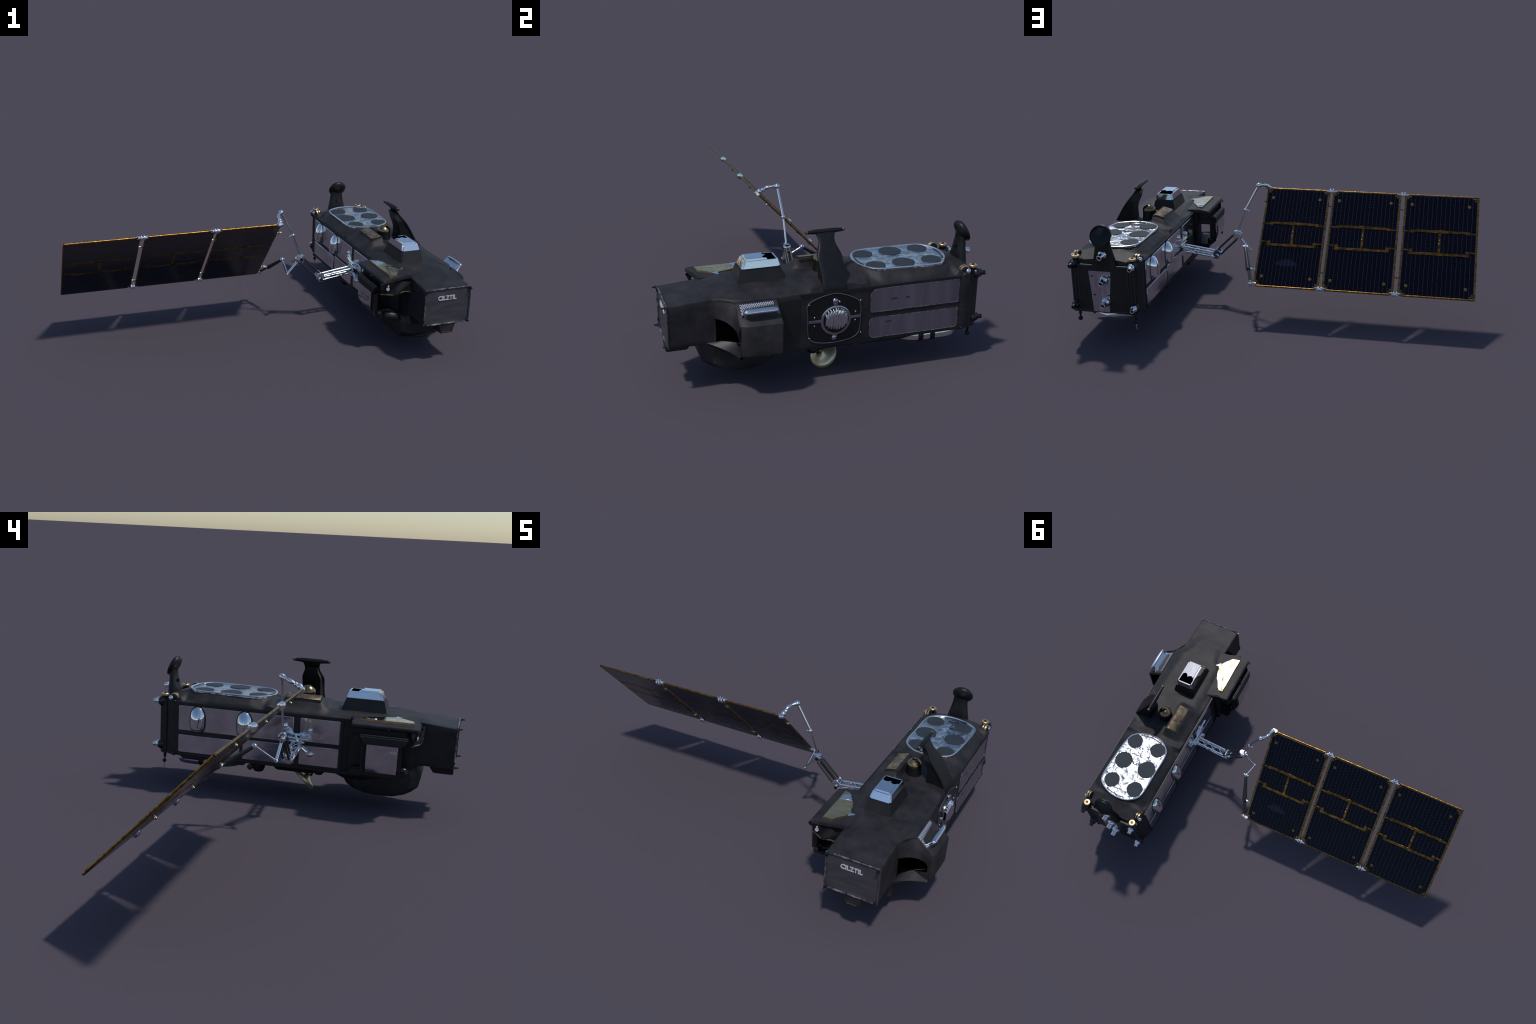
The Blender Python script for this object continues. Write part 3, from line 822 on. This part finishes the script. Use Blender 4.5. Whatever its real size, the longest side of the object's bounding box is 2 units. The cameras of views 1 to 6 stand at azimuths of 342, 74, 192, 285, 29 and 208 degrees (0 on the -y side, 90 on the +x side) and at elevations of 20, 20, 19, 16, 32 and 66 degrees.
# ------------------------------------------------------------------ underside
def octo(x0, x1, y0, y1, c, z):
    return [(x0 + c, y0, z), (x1 - c, y0, z), (x1, y0 + c, z), (x1, y1 - c, z), (x1 - c, y1, z), (x0 + c, y1, z), (x0, y1 - c, z), (x0, y0 + c, z)]
bm = bmesh.new()
def podring(x0, x1, y0, y1, c, cr, z):
    return [(x0 + c, y0, z), (x1 - cr, y0, z), (x1, y0 + cr, z), (x1, y1 - .05, z), (x1 - .05, y1, z), (x0 + .05, y1, z), (x0, y1 - .05, z), (x0, y0 + c, z)]
loft(bm, [podring(.604, .828, -.518, -.215, .03, .03, .218), podring(.595, .838, -.536, -.202, .035, .04, .190), podring(.593, .842, -.554, -.198, .038, .05, .168),
          podring(.595, .842, -.546, -.206, .036, .05, .116), podring(.600, .837, -.518, -.222, .035, .05, .090), podring(.610, .828, -.486, -.25, .035, .05, .0690), podring(.625, .814, -.462, -.30, .03, .045, .0590)])
t = bmesh.new()
make('belly_pod', bm, 'blanket', angle=30)
bm = bmesh.new()
rod(bm, (.69, -.482, .066), (.755, -.482, .066), .008); ball(bm, (.812, -.43, .084), .010, scale=(1, 1.6, 1))
make('pod_bump', bm, 'blanket_dark')
bm = bmesh.new()
frustum(bm, (.590, .860, -.30, -.215, .126), (.560, .895, -.36, -.17, .156), bev=.006)
make('belly_fairing', bm, 'blanket')
bm = bmesh.new()
frustum(bm, (.600, .860, -.060, .100, .127), (.585, .880, -.075, .125, .156), bev=.003)
lathe(bm, (.66, -.088, .135), (0, 0, -1), [(-.02, .024), (.012, .024), (.022, .016), (.024, .004)], 18)
BP = make('belly_plate', bm, 'blanket_dark')
bm = bmesh.new()
dn = Vector((.36, -.63, .69)).normalized(); dc = Vector((.764, .005, .0480))
lathe(bm, dc, dn, [(.004, .001), (.003, .030), (-.001, .055), (-.004, .0610), (.000, .0625), (.009, .0622), (.013, .0600), (.017, .0500), (.021, .0360), (.027, .0230), (.036, .0150), (.046, .0130)], 40)
DI = make('gold_dish', bm, 'dish_gold', angle=50)
bm = bmesh.new()
lathe(bm, dc, dn, [(.036, .0145), (.042, .0165), (.050, .0160), (.056, .012), (.075, .0085)], 20)
make('dish_feed', bm, 'brass', DI)
bm = bmesh.new()
ball(bm, (.788, -.056, .098), .026, scale=(1.1, 1, .8)); rod(bm, (.786, -.05, .10), (.775, -.04, .15), .026)
rod(bm, dc + dn * .055, (.780, -.04, .14), .014)
make('dish_mount', bm, 'black_paint', DI)
bm = bmesh.new()      # chrome half-capsule tank slung under the tail
def tank(t, g=1.0):
    k = max(.03, (1 - abs(t) ** (2.6 if t < 0 else 7)) ** .6) * g
    return [(.742 + .124 * k * (1 if math.cos(a) > 0 else -1) * abs(math.cos(a)) ** .7, .452 + .168 * t, .122 + .037 * k ** .5 * (1 if math.sin(a) > 0 else -1) * abs(math.sin(a)) ** .7) for a in [2 * math.pi * j / 40 for j in range(40)]]
loft(bm, [tank(-1 + 2 * i / 28) for i in range(29)])
TK = make('belly_tank', bm, 'chrome_crumple', angle=70)
bm = bmesh.new()
for y in (.420, .475):
    loft(bm, [tank((y + dy - .452) / .168, g) for dy, g in ((-.012, 1.0), (-.010, 1.025), (.010, 1.025), (.012, 1.0))], cap=False)
make('tank_strap', bm, 'black_paint', TK)
bm = bmesh.new()
box(bm, (.585, .440, .128), (.640, .570, .158), .010, 3)
make('belly_canister', bm, 'dark_metal')
bm = bmesh.new()
box(bm, (.58, .25, .132), (.70, .44, .158), .005); lathe(bm, (.60, .185, .150), (0, 0, -1), [(0, .032), (.02, .030), (.036, .022), (.041, .010)], 20)
lathe(bm, (.592, .222, .130), (-1, 0, 0), [(0, .014), (.012, .014), (.013, .007)], 12)
make('belly_sensor', bm, 'dark_metal')
bm = bmesh.new()
frustum(bm, (.66, .875, .135, .330, .130), (.62, .892, .105, .400, .156), bev=.005)
lathe(bm, (.83, .22, .155), (0, 0, -1), [(0, .05), (.02, .046), (.033, .03), (.036, .004)], 20)
make('belly_bump', bm, 'blanket_dark')

# ------------------------------------------------------------------ boom
bm = bmesh.new()
rod(bm, (.547, .042, .299), (.547, -.058, .296), .0065)
rod(bm, (.540, .034, .286), (.540, -.036, .283), .005)
BH = make('boom_hinge', bm, 'chrome')
bm = bmesh.new()
def pad(c, sy, sz):
    box(bm, (c[0] - .012, c[1] - sy, c[2] - sz), (c[0] + .004, c[1] + sy, c[2] + sz), .004)
pad((.549, .058, .326), .012, .014); pad((.549, -.052, .321), .024, .010); pad((.549, -.052, .236), .014, .010); box(bm, (.5435, -.118, .303), (.5505, -.064, .332), .002)
pad((.549, .003, .250), .020, .012)
path(bm, [(.548, .058, .330), (.545, .02, .316), (.543, -.052, .320)], .008, 8)
path(bm, [(.548, .0, .296), (.544, -.02, .262), (.546, -.052, .237)], .008, 8)
path(bm, [(.548, .06, .35), (.548, .035, .338), (.547, .0, .30)], .006, 8)
ball(bm, (.546, .056, .348), .010, scale=(.8, 1, 1.6)); ball(bm, (.546, -.058, .340), .010)
ball(bm, (.545, -.060, .231), .013, scale=(.8, 1.4, .8))
make('boom_bracket', bm, 'chrome_crumple', BH)
EL = Vector((.357, -.005, .251)); HD = Vector((.241, -.004, .366))
bm = bmesh.new()
for y in (-.022, .014):
    rod(bm, (.540, y, .2885), (.372, y, .2655), .0048); rod(bm, (.545, y * .8, .262), (.365, y, .2405), .0044)
make('boom_rail', bm, 'chrome', BH)
bm = bmesh.new()
for k in range(3):
    x0 = .53 - k * .052; x1 = x0 - .052
    dz0 = -(.545 - x0) * .13
    for y in (-.022, .014):
        a, b = ((x0, y, .286 + dz0), (x1, y, .258 + dz0)) if k % 2 == 0 else ((x0, y, .258 + dz0), (x1, y, .284 + dz0))
        rod(bm, a, b, .0028, n=8)
    rod(bm, (x0, -.022, .284 + dz0), (x1, .014, .280 + dz0), .0024, n=8)
    rod(bm, (x0, .014, .258 + dz0), (x1, -.022, .254 + dz0), .0024, n=8)
make('boom_brace', bm, 'chrome', BH)
bm = bmesh.new()
rod(bm, (.5405, -.02, .292), (.5405, -.02, .25), .006); rod(bm, (.5405, .012, .292), (.5405, .012, .25), .006)
d = (HD - EL).normalized(); pz = Vector((0, 1, 0)).cross(d)
prism(bm, [EL + Vector((.018, -.0185, .010)), EL + Vector((-.004, -.0185, .036)), EL + Vector((-.030, -.0185, .012)), EL + Vector((-.010, -.0185, -.022)), EL + Vector((.012, -.0185, -.020))], (0, .005, 0), bev=.0015, seg=1)
prism(bm, [EL + Vector((.018, .0145, .010)), EL + Vector((-.004, .0145, .036)), EL + Vector((-.030, .0145, .012)), EL + Vector((-.010, .0145, -.022)), EL + Vector((.012, .0145, -.020))], (0, .005, 0), bev=.0015, seg=1)
rod(bm, EL + Vector((-.003, -.026, -.006)), EL + Vector((-.003, .026, -.006)), .0105)
rod(bm, EL + Vector((-.002, -.020, .024)), EL + Vector((-.002, .020, .024)), .006)
rod(bm, EL + Vector((-.022, -.020, .010)), EL + Vector((-.022, .020, .010)), .006)
make('boom_elbow', bm, 'chrome', BH)
bm = bmesh.new()
for y, o in ((-.013, .0145), (.009, .0145), (-.015, -.0145), (.011, -.0145)):
    a = EL + d * .024 + pz * o; b = HD - d * .014 + pz * o
    rod(bm, a + Vector((0, y + .005, 0)), b + Vector((0, y * .8 + .004, 0)), .0050)
make('boom_bar', bm, 'strut', BH)
bm = bmesh.new()
ball(bm, HD, .017, scale=(1.1, 1.0, 1.1)); rod(bm, HD + Vector((0, -.017, .002)), HD + Vector((0, .019, .002)), .0125)
box(bm, HD + Vector((-.018, -.012, .010)), HD + Vector((.018, .012, .024)), .004)
prism(bm, [HD + Vector((-.008, -.008, -.014)), HD + Vector((.012, -.008, -.024)), HD + Vector((.020, -.008, -.010)), HD + Vector((.004, -.008, .004))], (0, .018, 0), bev=.002, seg=1)
path(bm, [HD + Vector((-.014, .004, .010)), HD + Vector((-.026, .004, .012)), HD + Vector((-.026, .003, -.006)), HD + Vector((-.018, .002, -.018))], .005, 8)
make('boom_head', bm, 'chrome', BH)
bm = bmesh.new()
rod(bm, EL + Vector((-.003, -.0275, -.006)), EL + Vector((-.003, -.0255, -.006)), .008, n=16)
rod(bm, HD + Vector((0, -.0185, .002)), HD + Vector((0, -.0165, .002)), .0092, n=16)
make('joint_mouth', bm, 'black', BH)
UA = Vector((.194, -.006, .506)); AT = Vector((.123, -.015, .640)); VT = Vector((.170, .001, .285)); ST = Vector((.174, .097, .337)); SE = Vector((.106, .282, .208))
bm = bmesh.new()
rod(bm, HD + Vector((-.004, 0, .016)), UA, .0052); rod(bm, UA, AT, .0060)
ball(bm, UA, .0105); rod(bm, UA + Vector((.006, 0, .002)), UA + Vector((-.022, 0, -.006)), .0048, .003); lathe(bm, UA - (AT - UA) * .06, AT - UA, [(0, .006), (.004, .009), (.012, .009), (.018, .006)], 12)
ball(bm, AT, .0135)
UPP = make('upper_arm', bm, 'chrome', BH)
bm = bmesh.new()
q = catmull([AT, (.104, -.036, .636), (.094, -.062, .628), (.092, -.085, .617), (.090, -.100, .610)], 5)
path(bm, q, [.0075 + .002 * math.sin(i * .9) for i in range(len(q))], 10)
ball(bm, (.0915, -.094, .613), .013); ball(bm, (.094, -.078, .620), .010)
box(bm, (.070, -.112, .596), (.098, -.096, .612), .003)
rod(bm, (.100, -.104, .604), (.078, -.108, .600), .009)
make('wing_link', bm, 'chrome', BH)
bm = bmesh.new()
rod(bm, HD + Vector((-.016, 0, -.016)), VT, .0052); rod(bm, HD + Vector((-.022, .004, -.013)), VT + Vector((-.004, .004, .004)), .003)
rod(bm, VT, ST, .0050)
ball(bm, VT, .0085); ball(bm, ST, .0115); rod(bm, ST + Vector((-.012, 0, 0)), ST + Vector((.012, 0, 0)), .006)
make('lower_arm', bm, 'chrome', BH)
bm = bmesh.new()
pts = [ST.lerp(SE, t) for t in (.03, .08, .2, .4, .55, .62, .64, .96)]
path(bm, pts, [.006, .0085, .0095, .0115, .0130, .0130, .0065, .0060], 12)
rod(bm, ST.lerp(SE, .2) + Vector((-.006, 0, 0)), ST.lerp(SE, .94) + Vector((-.008, 0, 0)), .0035)
make('damper_strut', bm, 'strut', BH)
bm = bmesh.new()
ms = ST.lerp(SE, .60)
rod(bm, ms + Vector((-.008, 0, 0)), ms + Vector((-.034, .004, 0)), .0055); ball(bm, ms + Vector((-.036, .004, 0)), .008)
ball(bm, SE, .0105); rod(bm, SE + Vector((.012, 0, 0)), SE + Vector((-.022, 0, -.004)), .0065)
box(bm, SE + Vector((-.028, -.006, -.014)), SE + Vector((-.008, .010, .008)), .003); rod(bm, SE + Vector((0, 0, -.016)), SE + Vector((0, 0, .014)), .0045)
make('wing_knuckle', bm, 'chrome', BH)

# ------------------------------------------------------------------ solar wing (own frame: x along, y down the slope, z towards the cells)
WING = bpy.data.objects.new('solar_wing', None); link(WING); WING.empty_display_size = .1
sd = Vector((0, .387, -.403)).normalized(); nn = Vector((1, 0, 0)).cross(sd)
mw = Matrix.Identity(4)
for i in range(3):
    mw[i][0] = (1, 0, 0)[i]; mw[i][1] = sd[i]; mw[i][2] = nn[i]; mw[i][3] = (0, -.103, .603)[i]
WING.matrix_local = mw
H = .5587
def strip(bm, x0, x1, y0, y1, z0, z1, bev=.0006): box(bm, (min(x0, x1), y0, z0), (max(x0, x1), y1, z1), bev, 1)
SEC = [(.006, .2045), (.2055, .3235), (.3245, .553)]
for pi, (xa, xb) in enumerate(((.089, -.236), (-.260, -.605), (-.634, -.998))):
    c = .014     # clipped corners beside the hinges
    w = xa - xb
    left_c = c if pi < 2 else .002; right_c = c if pi > 0 else .006
    out = [(xa - right_c, 0), (xa, right_c), (xa, H - right_c), (xa - right_c, H), (xb + left_c, H), (xb, H - left_c), (xb, left_c), (xb + left_c, 0)]
    bm = bmesh.new()
    prism(bm, [(x, y, -.0045) for x, y in out], (0, 0, .0075), bev=.0010, seg=1)
    for a, b in zip(out, out[1:] + out[:1]): rod(bm, (a[0], a[1], -.0008), (b[0], b[1], -.0008), .0050, n=10)
    P = make('solar_panel', bm, 'gold_edge', WING)
    ins = .0035
    cx, cy = (xa + xb) / 2, H / 2
    bm = bmesh.new()
    prism(bm, [(cx + (x - cx) * (1 - 2 * ins / w), cy + (y - cy) * (1 - 2 * ins / H), .0022) for x, y in out], (0, 0, .0012))
    make('cell_board', bm, 'board', P)
    bm = bmesh.new()
    prism(bm, [(cx + (x - cx) * (1 - 2 * ins / w), cy + (y - cy) * (1 - 2 * ins / H), -.0052) for x, y in out], (0, 0, .0012))
    make('back_sheet', bm, 'panel_back', P)
    # strings of cells
    n = 16; pitch = (w - .012) / n
    base = None
    for k in range(n):
        x0 = xb + .006 + k * pitch
        for si, (y0, y1) in enumerate(SEC):
            if si == 1 and abs(x0 + pitch / 2 - cx) < pitch * .3: continue
            a, b = y0, y1
            if k in (0, n - 1) : a, b = y0 + (.008 if si == 0 else 0), y1 - (.008 if si == 2 else 0)
            bm = bmesh.new()
            strip(bm, x0 + .0008, x0 + pitch - .0008, a, b, .0028, .0044, .0004)
            make('cell_string', bm, 'cell', P, smooth=False)
    # amber wiring traces front and back
    def traces(z0, z1, k, m, nm):
        bm = bmesh.new()
        t = .0064 * k
        e = .030; j = .035
        for (ye, yi) in ((.2090, .2045), (.3125, .3290)):
            strip(bm, xa - .003, xa - j, ye - t * .55, ye + t * .55, z0, z1 - .0006)
            strip(bm, xb + .003, xb + j, ye - t * .55, ye + t * .55, z0, z1 - .0006)
            strip(bm, xa - j, xa - j - .018, min(ye, yi) - t * .9, max(ye, yi) + t * 1.1, z0, z1)
            strip(bm, xb + j, xb + j + .018, min(ye, yi) - t * .9, max(ye, yi) + t * 1.1, z0, z1)
            strip(bm, xa - j - .016, xb + j + .016, yi - t * 1.05, yi + t * 1.05, z0, z1 + .0006)
            strip(bm, cx + .03, cx - .03, yi - t * 1.3, yi + t * 1.3, z0, z1 + .0010)
        strip(bm, cx + .0065 * k, cx - .0065 * k, .2045, .329, z0, z1 + .0003)
        make(nm, bm, m, P)
    traces(.0036, .0056, 1, 'kapton', 'wiring_trace')
    traces(-.0064, -.0048, 1.05, 'kapton', 'back_trace')
    bm = bmesh.new()
    for x, y in ((cx, .252), (cx + .002, .272)): ball(bm, (x, y, .0060), .0032, u=8, v=6)
    make('trace_rivet', bm, 'chrome', P)
    bm = bmesh.new()
    for x in (xa - .034, xb + .044):
        for y in (.058, .508): lathe(bm, (x, y, .0036), (0, 0, 1), [(0, .0085), (.0016, .0085), (.0020, .0070), (.0020, .003), (.0014, .002)], 14)
    make('panel_disc', bm, 'disc', P)
    bm = bmesh.new()
    for x, y in ((xa - .012, .020), (xb + .012, .020), (xa - .012, H - .020), (xb + .012, H - .020)):
        strip(bm, x - .006, x + .006, y - .008, y + .008, .0026, .0050)
    make('corner_pad', bm, 'kapton', P)
# hinges in the gaps
for gx in (-.248, -.6195):
    for y, s in ((.004, -1), (H - .006, 1)):
        bm = bmesh.new()
        for o in (-1, 1):
            x = gx + o * .0075
            lathe(bm, (x - .0045, y + s * .003, -.002), (1, 0, 0), [(0, .010), (.002, .0145), (.007, .0145), (.009, .010)], 18)
            frustum_pts = [(gx + o * .006, y - .006, -.008), (gx + o * .030, y - .003, -.006), (gx + o * .030, y + .003, -.006), (gx + o * .006, y + .006, -.008)]
            prism(bm, frustum_pts, (0, 0, .014), bev=.0015, seg=1)
            rod(bm, (gx + o * .0075, y + s * .016, -.010), (gx + o * .0075, y + s * .004, -.004), .003, n=8)
        rod(bm, (gx - .016, y + s * .003, -.002), (gx + .016, y + s * .003, -.002), .0055)
        make('wing_hinge', bm, 'chrome', WING)
bm = bmesh.new()
for gx, y in ((-.618, .082), (-.621, .462), (-.247, .082), (-.249, .462), (.098, .072), (.098, .462)):
    lathe(bm, (gx, y, -.015), (0, 0, 1), [(0, .0035), (.003, .0055), (.008, .005), (.012, .003)], 12)
    box(bm, (gx - .016, y - .0025, -.0095), (gx + .014, y + .0025, -.0055), .0012)
make('latch_boss', bm, 'latch', WING)

bpy.context.view_layer.update()
